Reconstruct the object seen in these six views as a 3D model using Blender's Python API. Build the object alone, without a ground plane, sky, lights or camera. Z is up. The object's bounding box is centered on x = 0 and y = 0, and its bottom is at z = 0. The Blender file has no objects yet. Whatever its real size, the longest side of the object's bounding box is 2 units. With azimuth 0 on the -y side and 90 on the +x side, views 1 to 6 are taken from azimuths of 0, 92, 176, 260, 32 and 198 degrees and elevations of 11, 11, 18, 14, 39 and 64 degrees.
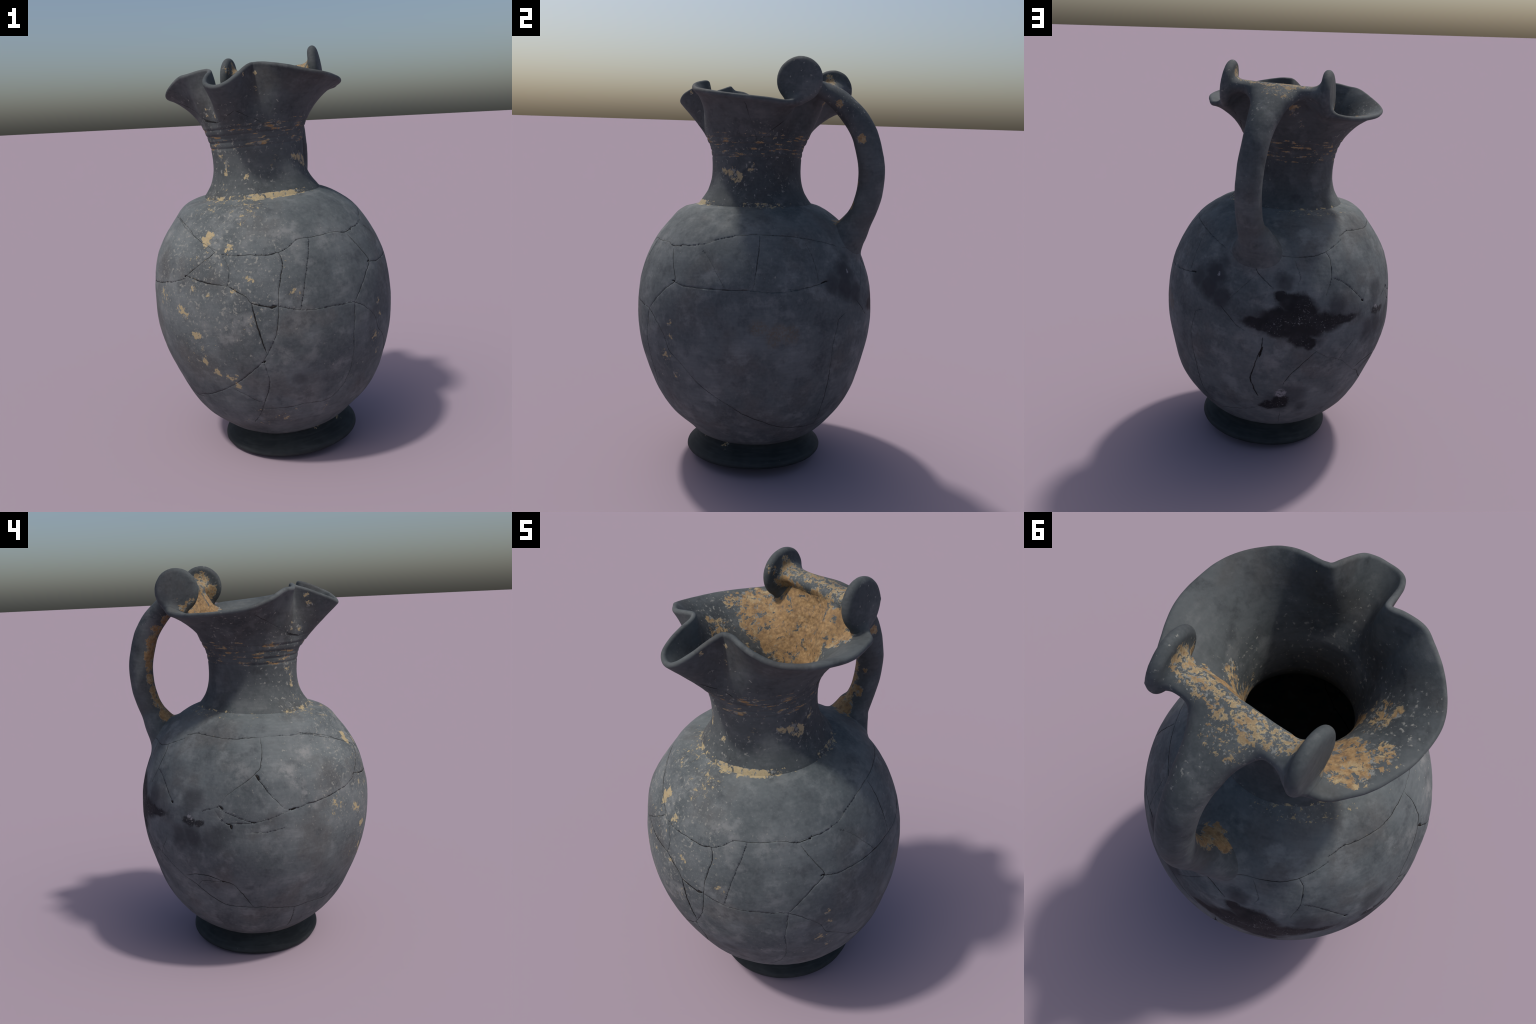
import bpy, bmesh, math, random
import numpy as np
from mathutils import Vector
from mathutils.bvhtree import BVHTree

rng = np.random.default_rng(7)
TAU = 2 * math.pi

# ------------------------------------------------------------------ helpers

def smooth(x, a, b):
    t = np.clip((np.asarray(x, float) - a) / (b - a), 0, 1)
    return t * t * (3 - 2 * t)


def spline(kx, ky, x):
    """Cubic Hermite interpolation with finite-difference tangents."""
    kx, ky, x = np.asarray(kx, float), np.asarray(ky, float), np.asarray(x, float)
    m = np.gradient(ky, kx)
    i = np.clip(np.searchsorted(kx, x, "right") - 1, 0, len(kx) - 2)
    h = kx[i + 1] - kx[i]
    t = np.clip((x - kx[i]) / h, 0, 1)
    return ((2*t**3 - 3*t**2 + 1) * ky[i] + (t**3 - 2*t**2 + t) * h * m[i]
            + (-2*t**3 + 3*t**2) * ky[i + 1] + (t**3 - t**2) * h * m[i + 1])


def ring_spline(deg, val, a):
    """Periodic spline over an angle in degrees."""
    deg, val = np.asarray(deg, float), np.asarray(val, float)
    kx = np.r_[deg[-3:] - 360, deg, deg[:3] + 360]
    ky = np.r_[val[-3:], val, val[:3]]
    a = (np.asarray(a, float) - deg[0]) % 360 + deg[0]
    return spline(kx, ky, a)


def unit(v):
    v = np.asarray(v, float)
    return v / np.maximum(np.linalg.norm(v, axis=-1, keepdims=True), 1e-12)


def value_noise(p, scale, seed):
    """Smooth 3D value noise in -1..1."""
    q = np.asarray(p) * scale
    i = np.floor(q).astype(np.int64)
    f = q - i
    f = f * f * (3 - 2 * f)
    out = 0.0
    for dx in (0, 1):
        for dy in (0, 1):
            for dz in (0, 1):
                h = ((i[..., 0] + dx) * 73856093) ^ ((i[..., 1] + dy) * 19349663) ^ ((i[..., 2] + dz) * 83492791) ^ (seed * 2654435761)
                h = (h ^ (h >> 13)) * 1274126177 & 0x7FFFFFFF
                h = (h ^ (h >> 16)) & 0xFFFF
                w = (f[..., 0] if dx else 1 - f[..., 0]) * (f[..., 1] if dy else 1 - f[..., 1]) * (f[..., 2] if dz else 1 - f[..., 2])
                out = out + w * (h / 32767.5 - 1)
    return out


def grid_faces(rings, n):
    r = np.arange(rings - 1)[:, None] * n
    c = np.arange(n)[None, :]
    d = (c + 1) % n
    return np.stack([r + c, r + d, r + n + d, r + n + c], -1).reshape(-1, 4)


def grid_normals(G):
    """Outward normals of a ring grid G[rings, n, 3] (rings run upwards on the outside)."""
    du = np.roll(G, -1, 1) - np.roll(G, 1, 1)
    dv = np.gradient(G, axis=0)
    return unit(np.cross(du, dv))


def make_mesh(name, verts, faces):
    me = bpy.data.meshes.new(name)
    verts = np.asarray(verts, np.float32)
    faces = np.asarray(faces, np.int32)
    k = faces.shape[1]
    me.vertices.add(len(verts))
    me.vertices.foreach_set("co", verts.ravel())
    me.loops.add(faces.size)
    me.loops.foreach_set("vertex_index", faces.ravel())
    me.polygons.add(len(faces))
    me.polygons.foreach_set("loop_start", np.arange(0, faces.size, k, dtype=np.int32))
    me.polygons.foreach_set("use_smooth", np.ones(len(faces), bool))
    me.update(calc_edges=True)
    return me


def add_object(name, me, parent):
    o = bpy.data.objects.new(name, me)
    bpy.context.scene.collection.objects.link(o)
    o.parent = parent
    return o


def coords(me):
    v = np.empty(len(me.vertices) * 3, np.float32)
    me.vertices.foreach_get("co", v)
    return v.reshape(-1, 3).astype(float)


def normals(me):
    v = np.empty(len(me.vertices) * 3, np.float32)
    me.vertex_normals.foreach_get("vector", v)
    return v.reshape(-1, 3).astype(float)


# --------------------------------------------------- the jug's own directions
# Turned on a wheel, then reassembled from sherds: foot, belly and neck
# each lean a little differently.
FOOT_BASE, FOOT_AXIS = np.array([0.0715, 0.012, 0.0]), unit([-0.078, -0.014, 1])
BELLY_BASE, BELLY_AXIS = np.array([0.0811, 0.0303, 0.0]), unit([-0.1046, -0.0445, 1])
NECK_BASE, NECK_AXIS = np.array([0.0525, -0.0093, 0.0]), unit([-0.0624, -0.0044, 1])
SPOUT = unit([-0.375, -0.927, 0.0])
SIDE = np.array([-SPOUT[1], SPOUT[0], 0.0])


def wheel_frame(axis):
    u = unit(SPOUT - axis * (SPOUT @ axis))
    return u, np.cross(axis, u)


def turned(base, axis, h, r, ang):
    """Rings of radius r at heights h on an axis; ang in radians from the spout towards SIDE."""
    u, v = wheel_frame(axis)
    h, r = np.asarray(h)[:, None, None], np.asarray(r)[:, None, None]
    d = np.cos(ang)[None, :, None] * u + np.sin(ang)[None, :, None] * v
    return base + h * axis + r * d


# ------------------------------------------------------------------ profiles
FOOT_PROFILE = [  # radius, height on the foot's axis, from under the foot to the belly
    (0.10, 0.045), (0.20, 0.042), (0.262, 0.036), (0.292, 0.022), (0.320, 0.015), (0.338, 0.020),
    (0.346, 0.031), (0.343, 0.045), (0.326, 0.060), (0.303, 0.075), (0.281, 0.091), (0.264, 0.108), (0.255, 0.126), (0.25, 0.15)]
BELLY_PROFILE = [  # height on the belly's axis, radius
    (0.120, 0.262), (0.135, 0.295), (0.155, 0.326), (0.18, 0.355), (0.23, 0.402), (0.28, 0.4415), (0.33, 0.473), (0.38, 0.499),
    (0.43, 0.5205), (0.48, 0.5395), (0.53, 0.5555), (0.58, 0.5695), (0.63, 0.580), (0.68, 0.5872),
    (0.73, 0.5917), (0.78, 0.593), (0.83, 0.5918), (0.88, 0.5875), (0.93, 0.5795), (0.98, 0.566),
    (1.03, 0.549), (1.08, 0.527), (1.13, 0.499), (1.18, 0.464), (1.23, 0.416), (1.27, 0.366), (1.293, 0.326), (1.313, 0.284)]
NECK_PROFILE = [  # height on the neck's axis, radius
    (1.272, 0.297), (1.294, 0.290), (1.310, 0.280), (1.330, 0.265), (1.36, 0.2465), (1.39, 0.235), (1.42, 0.2275), (1.45, 0.224),
    (1.48, 0.2232), (1.51, 0.2242), (1.54, 0.2270), (1.58, 0.2350)]
RIM = [  # angle from the spout, distance from the neck's centre line, height: three lobes, two pinches
    (-176, .326, 1.872), (-165, .340, 1.866), (-155, .362, 1.854), (-147, .398, 1.812), (-140, .446, 1.786), (-125, .455, 1.763), (-110, .453, 1.762), (-95, .449, 1.768),
    (-80, .440, 1.783), (-65, .401, 1.821), (-52, .358, 1.860), (-42, .335, 1.869), (-34, .289, 1.883),
    (-28, .258, 1.888), (-23, .269, 1.878), (-18, .313, 1.861), (-13, .366, 1.837), (-8, .408, 1.816),
    (-3, .428, 1.802), (2, .433, 1.799), (7, .423, 1.813), (12, .387, 1.842), (17, .314, 1.879),
    (22, .266, 1.897), (27, .260, 1.900), (33, .271, 1.900), (40, .301, 1.893), (50, .345, 1.878),
    (62, .385, 1.855), (75, .411, 1.841), (90, .424, 1.828), (105, .434, 1.816), (120, .435, 1.807),
    (133, .438, 1.798), (142, .403, 1.812), (150, .345, 1.862), (158, .324, 1.874), (168, .319, 1.875)]
RIM_SLOPE = [(-176, 75), (-155, 50), (-140, 24), (-90, 16), (-60, 33), (-40, 62), (-28, 80), (-18, 62), (-8, 50), (0, 46), (8, 50),
             (18, 66), (27, 82), (38, 65), (55, 38), (90, 16), (125, 12), (140, 14), (155, 48)]
NECK_SLOPE = [(-176, 63), (-160, 63), (-140, 70), (-90, 71), (-50, 68), (-28, 59), (0, 54), (27, 59), (50, 68), (90, 71), (125, 76), (140, 80), (153, 78), (168, 67)]
GROOVES = (1.532, 1.561, 1.592, 1.622)
BELLY_BULGES = [  # angle from the spout, spread, height, spread, amount
    (67, 32, 0.60, 0.26, 0.013), (240, 30, 0.85, 0.35, 0.010), (238, 38, 0.48, 0.14, -0.008), (-70, 45, 0.50, 0.18, -0.003), (-30, 36, 1.11, 0.08, 0.013), (-75, 26, 0.88, 0.10, -0.008), (260, 70, 0.22, 0.07, 0.006),
    (-20, 70, 1.278, 0.034, 0.017), (180, 400, 0.34, 0.09, 0.005), (-58, 42, 0.25, 0.09, 0.006), (125, 28, 0.33, 0.11, 0.006), (15, 50, 0.20, 0.05, -0.010), (75, 50, 0.19, 0.05, -0.008)]
RIM_CENTRE = np.array([-0.055, -0.015, 0.0])


def belly_grid(n, rings):
    ang = np.arange(n) / n * TAU
    h, r = np.array(BELLY_PROFILE).T
    s = np.r_[0, np.cumsum(np.hypot(np.diff(h), np.diff(r)))]
    t = np.linspace(0, s[-1], rings)
    hh, rr = spline(s, h, t), spline(s, r, t)
    G = turned(BELLY_BASE, BELLY_AXIS, hh, rr, ang)
    C = turned(BELLY_BASE, BELLY_AXIS, hh, rr * 0, ang)
    # not quite round: bulges across one diagonal and on one shoulder
    a, y = np.degrees(ang)[None, :], hh[:, None]
    out = 0.002 + 0.0 * a * y
    for at, wide, level, tall, much in BELLY_BULGES:
        da = (a - at + 180) % 360 - 180
        out = out + much * np.exp(-(da / wide) ** 2 - ((y - level) / tall) ** 2)
    out = out * smooth(y, 0.11, 0.18) * (1 - smooth(y, 1.300, 1.313))
    # the shoulder's top is trued up to the neck
    G = G + BELLY_AXIS * ((0.001 + 0.013 * np.cos(np.radians(a + 45))) * smooth(y, 1.16, 1.30))[..., None]
    P = G + unit(G - C) * out[..., None]
    q = (P - NECK_BASE) @ NECK_AXIS
    neck_c = NECK_BASE + q[..., None] * NECK_AXIS
    d = P - neck_c
    r = np.linalg.norm(d, axis=2, keepdims=True)
    last = smooth(hh, 1.288, 1.311)[:, None, None]
    seat = spline(*np.array(NECK_PROFILE).T, q)[..., None] - 0.004  # ends inside the neck's wall
    return neck_c + d * (1 + last * (seat / r - 1))


def foot_grid(n, rings):
    ang = np.arange(n) / n * TAU
    r, h = np.array(FOOT_PROFILE).T
    s = np.r_[0, np.cumsum(np.hypot(np.diff(h), np.diff(r)))]
    t = np.linspace(0, s[-1], rings)
    return turned(FOOT_BASE, FOOT_AXIS, spline(s, h, t), spline(s, r, t), ang)


def neck_grid(n, low, high, lip, inner):
    """Outside of the neck, flaring mouth, rounded lip and the inside down into the belly."""
    ang = np.arange(n) / n * TAU
    deg = np.degrees(ang)
    h, r = np.array(NECK_PROFILE).T
    t = np.linspace(h[0], h[-1], low)
    neck = turned(NECK_BASE, NECK_AXIS, t, spline(h, r, t), ang)
    R = np.array(RIM)
    rr, rz = ring_spline(R[:, 0], R[:, 1], deg), ring_spline(R[:, 0], R[:, 2], deg)
    d = np.cos(ang)[:, None] * SPOUT + np.sin(ang)[:, None] * SIDE
    rim = RIM_CENTRE + rr[:, None] * d + rz[:, None] * np.array([0, 0, 1.0])
    B = np.radians(ring_spline(*np.array(RIM_SLOPE, float).T, deg))[:, None]
    A = np.radians(ring_spline(*np.array(NECK_SLOPE, float).T, deg))[:, None]
    up = np.array([0, 0, 1.0])
    p0 = neck[-1]
    L = np.linalg.norm(rim - p0, axis=1)[:, None]
    t0 = (np.cos(A) * d + np.sin(A) * up) * L * 1.0
    t1 = (np.cos(B) * d + np.sin(B) * up) * L * 0.95
    s = np.linspace(0, 1, high)[1:, None, None]
    flare = (2*s**3 - 3*s**2 + 1) * p0 + (s**3 - 2*s**2 + s) * t0 + (-2*s**3 + 3*s**2) * rim + (s**3 - s**2) * t1
    outer = np.concatenate([neck, flare])
    N = grid_normals(outer)
    m = len(outer)
    hh = np.arange(m) / (m - 1)
    back = np.exp(-(((deg + 176 + 180) % 360 - 180) / 30) ** 2)[None, :]
    t1_ = np.interp(hh, [0, .10, .25, .45, .62, .80, 1], [.008, .022, .036, .034, .038, .034, .022])[:, None]
    th = (t1_ + back * np.interp(hh, [0, .4, .7, 1], [0, 0, .006, .012])[:, None])[..., None]
    # the rim line runs along the middle of the lip
    w = smooth(hh, 0.45, 1.0)[:, None, None]
    outer = outer + w * (0.011 * N) - (smooth(hh, 0.8, 1.0)[:, None, None]) * 0.013 * unit(outer[-1] - outer[-3])
    N = grid_normals(outer)
    inside = outer - N * th
    # rounded lip: a half circle from the outer to the inner edge
    c, e = (outer[-1] + inside[-1]) / 2, (outer[-1] - inside[-1]) / 2
    T = unit(outer[-1] - outer[-3])
    k = np.linspace(0, math.pi, lip + 2)[1:-1, None, None]
    edge = c + np.cos(k) * e + np.sin(k) * T * np.linalg.norm(e, axis=1)[:, None] * 1.0
    ins = inside[::-1]
    # continue the inside into the belly
    hi = np.linspace(1.266, 1.02, inner)
    ri = np.interp(hi, [1.02, 1.10, 1.2, 1.25, 1.266], [0.515, 0.49, 0.42, 0.340, 0.291])
    deep = turned(NECK_BASE, NECK_AXIS, hi, ri, ang)
    G = np.concatenate([outer, edge, ins, deep])
    return G, m, m + lip


# ------------------------------------------------------------------ the handle
HANDLE_SPINE = [  # centre line, half width across, half depth
    (0.146, 0.405, 1.08, .088, .042), (0.145, 0.425, 1.10, .095, .048), (0.143, 0.448, 1.13, .106, .060), (0.144, 0.461, 1.17, .107, .071),
    (0.1540, 0.4755, 1.22, .090, .073), (0.1695, 0.4940, 1.26, .068, .065), (0.179, 0.511, 1.30, .062, .062), (0.184, 0.5235, 1.34, .061, .062),
    (0.187, 0.533, 1.38, .061, .063), (0.188, 0.538, 1.42, .061, .063), (0.1884, 0.540, 1.46, .061, .063), (0.1865, 0.5395, 1.50, .061, .063),
    (0.182, 0.5345, 1.54, .061, .063), (0.177, 0.526, 1.58, .061, .063), (0.169, 0.5155, 1.62, .061, .063), (0.160, 0.502, 1.66, .062, .062),
    (0.149, 0.481, 1.70, .064, .061), (0.135, 0.453, 1.74, .069, .059), (0.1193, 0.422, 1.775, .078, .056), (0.1020, 0.386, 1.812, .092, .052),
    (0.082, 0.343, 1.845, .122, .046), (0.060, 0.290, 1.868, .165, .036)]
DISCS = [  # centre, outward normal, radius
    (np.array([0.284, 0.181, 1.899]), unit([0.955, -0.23, 0.16]), 0.107),
    (np.array([-0.178, 0.357, 1.873]), unit([-0.95, 0.28, 0.02]), 0.105)]
DISC_THICK = 0.044


def tube(points, frames, n):
    a = np.arange(n) / n * TAU
    G = np.stack([p + np.cos(a)[:, None] * x + np.sin(a)[:, None] * y for p, (x, y) in zip(points, frames)])
    v = np.concatenate([G.reshape(-1, 3), points[:1], points[-1:]])
    f = [tuple(q) for q in grid_faces(len(points), n)]
    last = (len(points) - 1) * n
    f += [(len(v) - 2, (i + 1) % n, i) for i in range(n)]
    f += [(len(v) - 1, last + i, last + (i + 1) % n) for i in range(n)]
    return v, f


def melt(me):
    """Soften the clay where strap, handle and discs run together."""
    V = coords(me)
    e = np.empty(len(me.edges) * 2, np.int32)
    me.edges.foreach_get("vertices", e)
    e = e.reshape(-1, 2)
    cnt = np.bincount(e.ravel(), minlength=len(V))[:, None]
    mid = (DISCS[0][0] + DISCS[1][0]) / 2 - SPOUT * 0.075 - [0, 0, 0.02]
    w = np.exp(-(np.linalg.norm((V - mid) / [1, 1, 0.8], axis=1) / 0.15) ** 4)
    for c, n, R in DISCS:  # the necks just inside the discs
        d = (V - c) @ n
        rad = np.linalg.norm(V - c - d[:, None] * n, axis=1)
        w = np.maximum(w, 0.6 * smooth(-d, 0.012, 0.03) * (1 - smooth(-d, 0.06, 0.10)) * (1 - smooth(rad, 0.06, 0.095)))
    w = 0.6 * w[:, None]
    for _ in range(110):
        S = np.stack([np.bincount(e[:, 0], V[e[:, 1], k], len(V)) + np.bincount(e[:, 1], V[e[:, 0], k], len(V)) for k in range(3)], 1)
        V = V + w * (S / cnt - V)
    me.vertices.foreach_set("co", V.astype(np.float32).ravel())
    me.update()


def handle_solid():
    pieces = []
    S = np.array(HANDLE_SPINE)
    t = np.linspace(0, len(S) - 1, 140)
    P = np.stack([spline(np.arange(len(S)), S[:, i], t) for i in range(5)], 1)
    c = P[:, :3]
    T = unit(np.gradient(c, axis=0))
    W = unit(SIDE - T * (T @ SIDE)[:, None])
    Dp = np.cross(T, W)
    pieces.append(tube(c, [(w * a, d * b) for w, d, a, b in zip(W, Dp, P[:, 3], P[:, 4])], 48))
    # flat strap between the discs, flaring against them
    a, b = DISCS[1][0] - SPOUT * .019 + [0, 0, -.007], DISCS[0][0] - SPOUT * .019 + [0, 0, -.007]
    t = np.linspace(0.0, 1.0, 60)
    q = np.abs(t - .5) * 2
    flare = 0.036 * smooth(q, .68, 1.0)
    ax = unit(b - a)
    y = unit(np.cross(ax, [0, 0, 1.0]))
    z = np.cross(y, ax)
    c = a + t[:, None] * (b - a)
    pieces.append(tube(c, [(y * (.053 + r * .8), z * (.030 + r)) for r in flare], 40))
    # discs: rounded rim, slightly domed faces
    for ctr, nrm, R in DISCS:
        x = unit(np.cross([0, 0, 1.0], nrm))
        y = np.cross(nrm, x)
        k = np.linspace(-1, 1, 15)
        prof = [(R * (1 - 0.16 * abs(s) ** 2.6), s * DISC_THICK / 2) for s in k]
        prof = [(0.04, -DISC_THICK / 2 - .004)] + prof + [(0.05, DISC_THICK / 2 + .004)]
        pts = np.array([ctr + nrm * (w - 0.008) for _, w in prof])
        pieces.append(tube(pts, [(x * r, y * r) for r, _ in prof], 64))
    bm = bmesh.new()
    for v, f in pieces:
        vs = [bm.verts.new(p) for p in v]
        for q in f:
            bm.faces.new([vs[i] for i in q])
    bmesh.ops.recalc_face_normals(bm, faces=bm.faces)
    me = bpy.data.meshes.new("solid")
    bm.to_mesh(me)
    bm.free()
    o = bpy.data.objects.new("solid", me)
    bpy.context.scene.collection.objects.link(o)
    m = o.modifiers.new("remesh", "REMESH")
    m.mode, m.voxel_size, m.use_smooth_shade = "VOXEL", 0.0045, True
    s = o.modifiers.new("smooth", "SMOOTH")
    s.factor, s.iterations = 0.5, 14
    ev = o.evaluated_get(bpy.context.evaluated_depsgraph_get())
    out = bpy.data.meshes.new_from_object(ev)
    bpy.data.objects.remove(o)
    bpy.data.meshes.remove(me)
    melt(out)
    return out


# ------------------------------------------------- smooth joins between solids

class Solid:
    """Signed distance to a closed mesh, by its nearest face."""

    def __init__(self, verts, faces):
        self.tree = BVHTree.FromPolygons([tuple(p) for p in verts], [tuple(int(i) for i in f) for f in faces])

    def distance(self, pts, reach):
        d = np.full(len(pts), reach)
        for i, p in enumerate(pts):
            q, n, _, dist = self.tree.find_nearest(p, reach)
            if q is not None:
                v = Vector(p) - q
                d[i] = dist if v.dot(n) >= 0 else -dist
        return d


def join_size(P):
    """Broad fillets at the handle's root, tight ones up at the rim."""
    return 0.040 + 0.022 * (1 - smooth(P[:, 2], 1.35, 1.6))


def blend(P, N, own, other, sink=0.004):
    """Move vertices P of one solid onto the smooth union with the other."""
    P = P.copy()
    k = join_size(P)
    d0 = other.distance(P, 0.086)
    idx = np.where((d0 < k) & (d0 > -0.025))[0]
    if not len(idx):
        return P
    Q, M, k = P[idx], N[idx], k[idx]
    base = Q.copy()
    dA, dB = np.zeros(len(Q)), d0[idx]
    for _ in range(4):
        h = np.maximum(k - np.abs(dA - dB), 0) / k
        f = np.minimum(dA, dB) - h * h * k / 4
        Q = Q - 0.8 * f[:, None] * M
        dA, dB = own.distance(Q, 0.086), other.distance(Q, 0.086)
    lim = 0.06
    off = Q - base
    ln = np.linalg.norm(off, axis=1, keepdims=True)
    Q = base + off * np.minimum(1, lim / np.maximum(ln, 1e-9))
    Q = Q - M * (sink * smooth(dA - dB, 0.0, 0.012))[:, None]
    P[idx] = Q
    return P


# ------------------------------------------------------- mended breaks in the clay
# half width in mm, then a few (angle from the spout, height) points that the break runs through
CRACKS_FRONT = [
    (1.8, [(-53, 1.252), (-30, 1.222), (-10, 1.163), (-1, 1.124), (15, 1.11), (23, 1.101), (29, 1.105), (33, 1.115), (39, 1.14), (46, 1.136), (61, 1.129), (68, 1.112), (74, 1.117)]),
    (2.5, [(-3, 1.136), (-14, 1.073), (-20, 1.037)]),
    (1.6, [(-19, 1.032), (-26, 1.01), (-36, 0.993), (-45, 0.978), (-52, 0.969), (-63, 0.952)]),
    (4.6, [(-20, 1.037), (-6, 1.007), (3, 0.994), (11, 0.942), (13, 0.915), (21, 0.885), (23, 0.886)]),
    (1.9, [(-1, 1.131), (2, 1.099), (4, 1.057), (3, 0.994)]),
    (5.2, [(13, 0.916), (14, 0.809), (16, 0.682)]),
    (1.8, [(28, 1.106), (29, 1.058), (25, 0.947), (23, 0.825), (21, 0.754), (14, 0.642)]),
    (2.0, [(14, 0.642), (3, 0.558), (-4, 0.516), (-12, 0.478), (-22, 0.441), (-34, 0.414)]),
    (1.7, [(14, 0.642), (15, 0.554), (13, 0.475), (6, 0.349), (-1, 0.275)]),
    (1.2, [(45, 1.134), (39, 1.007), (36, 0.939), (33, 0.855)]),
    (1.4, [(24, 0.888), (33, 0.853), (40, 0.842), (48, 0.836), (59, 0.82)]),
    (1.6, [(69, 1.098), (72, 1.04), (76, 0.963), (70, 0.919), (59, 0.823)]),
    (1.3, [(59, 0.82), (56, 0.677), (56, 0.583), (55, 0.503), (52, 0.434), (46, 0.379), (40, 0.366), (31, 0.378), (22, 0.374), (9, 0.379)]),
    (1.1, [(-3, 0.497), (7, 0.426), (10, 0.415)]),
]
CRACKS_SIDES = [
    (1.6, [(73, 1.117), (80, 1.119), (89, 1.128), (97, 1.15), (107, 1.164), (117, 1.166), (138, 1.152), (156, 1.12), (164, 1.098)]),
    (1.4, [(-129, 1.214), (-121, 1.232), (-110, 1.232), (-98, 1.23), (-88, 1.236), (-77, 1.242), (-64, 1.244), (-47, 1.241), (-36, 1.225), (-21, 1.196), (-1, 1.134)]),
    (1.6, [(58, 0.823), (64, 0.782), (71, 0.708), (73, 0.645), (80, 0.576), (86, 0.501), (94, 0.436), (109, 0.342), (116, 0.314), (125, 0.275), (136, 0.25), (148, 0.24), (157, 0.238)]),
    (1.8, [(75, 0.959), (82, 0.941), (91, 0.935), (102, 0.931), (112, 0.929), (121, 0.918), (128, 0.918), (140, 0.933), (149, 0.951)]),
    (1.0, [(88, 1.101), (94, 1.051), (102, 0.937)]),
    (1.6, [(118, 1.16), (117, 1.085), (114, 0.93)]),
    (1.6, [(-77, 1.24), (-76, 1.195), (-77, 1.138), (-80, 1.106), (-92, 1.018), (-97, 0.957), (-104, 0.927)]),
    (1.9, [(-80, 1.103), (-70, 0.996), (-66, 0.959), (-63, 0.952)]),
    (2.2, [(-97, 0.957), (-94, 0.94), (-80, 0.896), (-70, 0.923), (-63, 0.95)]),
    (2.4, [(-92, 0.883), (-80, 0.894)]),
    (2.0, [(-81, 0.846), (-75, 0.848), (-66, 0.867)]),
    (1.2, [(-98, 0.939), (-95, 0.905), (-92, 0.88)]),
    (2.0, [(-116, 0.554), (-107, 0.589), (-100, 0.593), (-94, 0.575), (-88, 0.553), (-79, 0.421)]),
    (1.6, [(-136, 0.654), (-129, 0.63), (-116, 0.548), (-109, 0.512), (-102, 0.46), (-94, 0.424), (-85, 0.421), (-74, 0.422), (-56, 0.399), (-47, 0.409), (-36, 0.403), (-28, 0.411)]),
    (1.6, [(-56, 0.399), (-55, 0.327), (-55, 0.241)]),
    (1.2, [(-108, 0.521), (-105, 0.556), (-95, 0.574)]),
]
CRACKS_BACK = [
    (1.6, [(166, 1.095), (172, 1.077), (178, 1.069), (-173, 1.083), (-168, 1.107), (-164, 1.117), (-149, 1.13), (-141, 1.153), (-129, 1.201)]),
    (1.4, [(142, 1.127), (144, 1.063), (145, 0.958)]),
    (1.6, [(160, 0.799), (155, 0.775), (154, 0.74), (152, 0.653), (153, 0.446), (154, 0.316), (157, 0.238)]),
    (1.6, [(129, 0.928), (139, 0.933), (148, 0.949)]),
    (2.0, [(169, 0.844), (178, 0.773), (-177, 0.753)]),
    (3.8, [(-169, 0.738), (-169, 0.683), (-173, 0.505), (-171, 0.448), (-168, 0.394)]),
    (2.0, [(-143, 0.691), (-150, 0.6), (-155, 0.514), (-156, 0.473)]),
    (1.6, [(-146, 0.704), (-136, 0.648)]),
    (1.6, [(-124, 0.739), (-129, 0.658), (-130, 0.623)]),
    (2.0, [(-177, 1.069), (-176, 1.033), (-167, 0.974)]),
    (1.2, [(-159, 1.115), (-155, 1.04), (-156, 1.004)]),
    (1.6, [(-141, 1.154), (-139, 1.125), (-139, 1.044), (-142, 0.963)]),
    (1.6, [(-138, 1.042), (-132, 1.022), (-127, 0.987), (-121, 0.933)]),
    (1.4, [(-168, 0.318), (-175, 0.286), (174, 0.255), (162, 0.219)]),
    (2.0, [(-154, 0.298), (-151, 0.191)]),
    (1.0, [(-176, 1.027), (172, 0.879)]),
]
NECK_CRACKS = [
    (1.0, [(-54, 1.704), (-38, 1.669), (-22, 1.655), (-6, 1.663), (7, 1.699), (15, 1.67), (28, 1.638)]),
    (1.0, [(-77, 1.778), (-67, 1.746), (-37, 1.673), (-17, 1.653)]),
    (1.0, [(106, 1.773), (107, 1.724), (111, 1.663), (115, 1.599)]),
    (1.4, [(140, 1.749), (138, 1.696), (113, 1.588)]),
]
CHIPS = [  # lost splinters along the breaks: angle, height, length, half width in mm, slant in degrees
    (22, .886, 22, 6.0, 10), (-90, .868, 20, 5.5, -75), (-91.5, .881, 16, 3.5, -10), (-94, .574, 14, 6.5, 0), (-78.5, 1.092, 26, 5.5, -50),
    (-95, .954, 22, 4.0, -40), (-121, .933, 12, 5.0, -40), (14, .640, 16, 6.0, 20), (-62, .952, 32, 4.5, 10), (-80, .895, 18, 4.5, 0),
    (74, 1.117, 16, 4.5, 20), (75, .960, 12, 4.0, 0), (-20, 1.036, 12, 4.0, 20), (-169, .66, 60, 4.2, 80), (148, .95, 34, 3.6, 12)]

# ------------------------------------------------------------------ build
root = bpy.data.objects.new("black_jug", None)
bpy.context.scene.collection.objects.link(root)
root["label"] = "dark grey ancient pottery jug with pinched spout and disc handle"
root["category"] = "pottery jug"

NB, RB = 1000, 400
belly = belly_grid(NB, RB)
NN = 800
neck, n_outer, n_lip = neck_grid(NN, 75, 90, 9, 36)
foot = foot_grid(500, 90)

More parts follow.
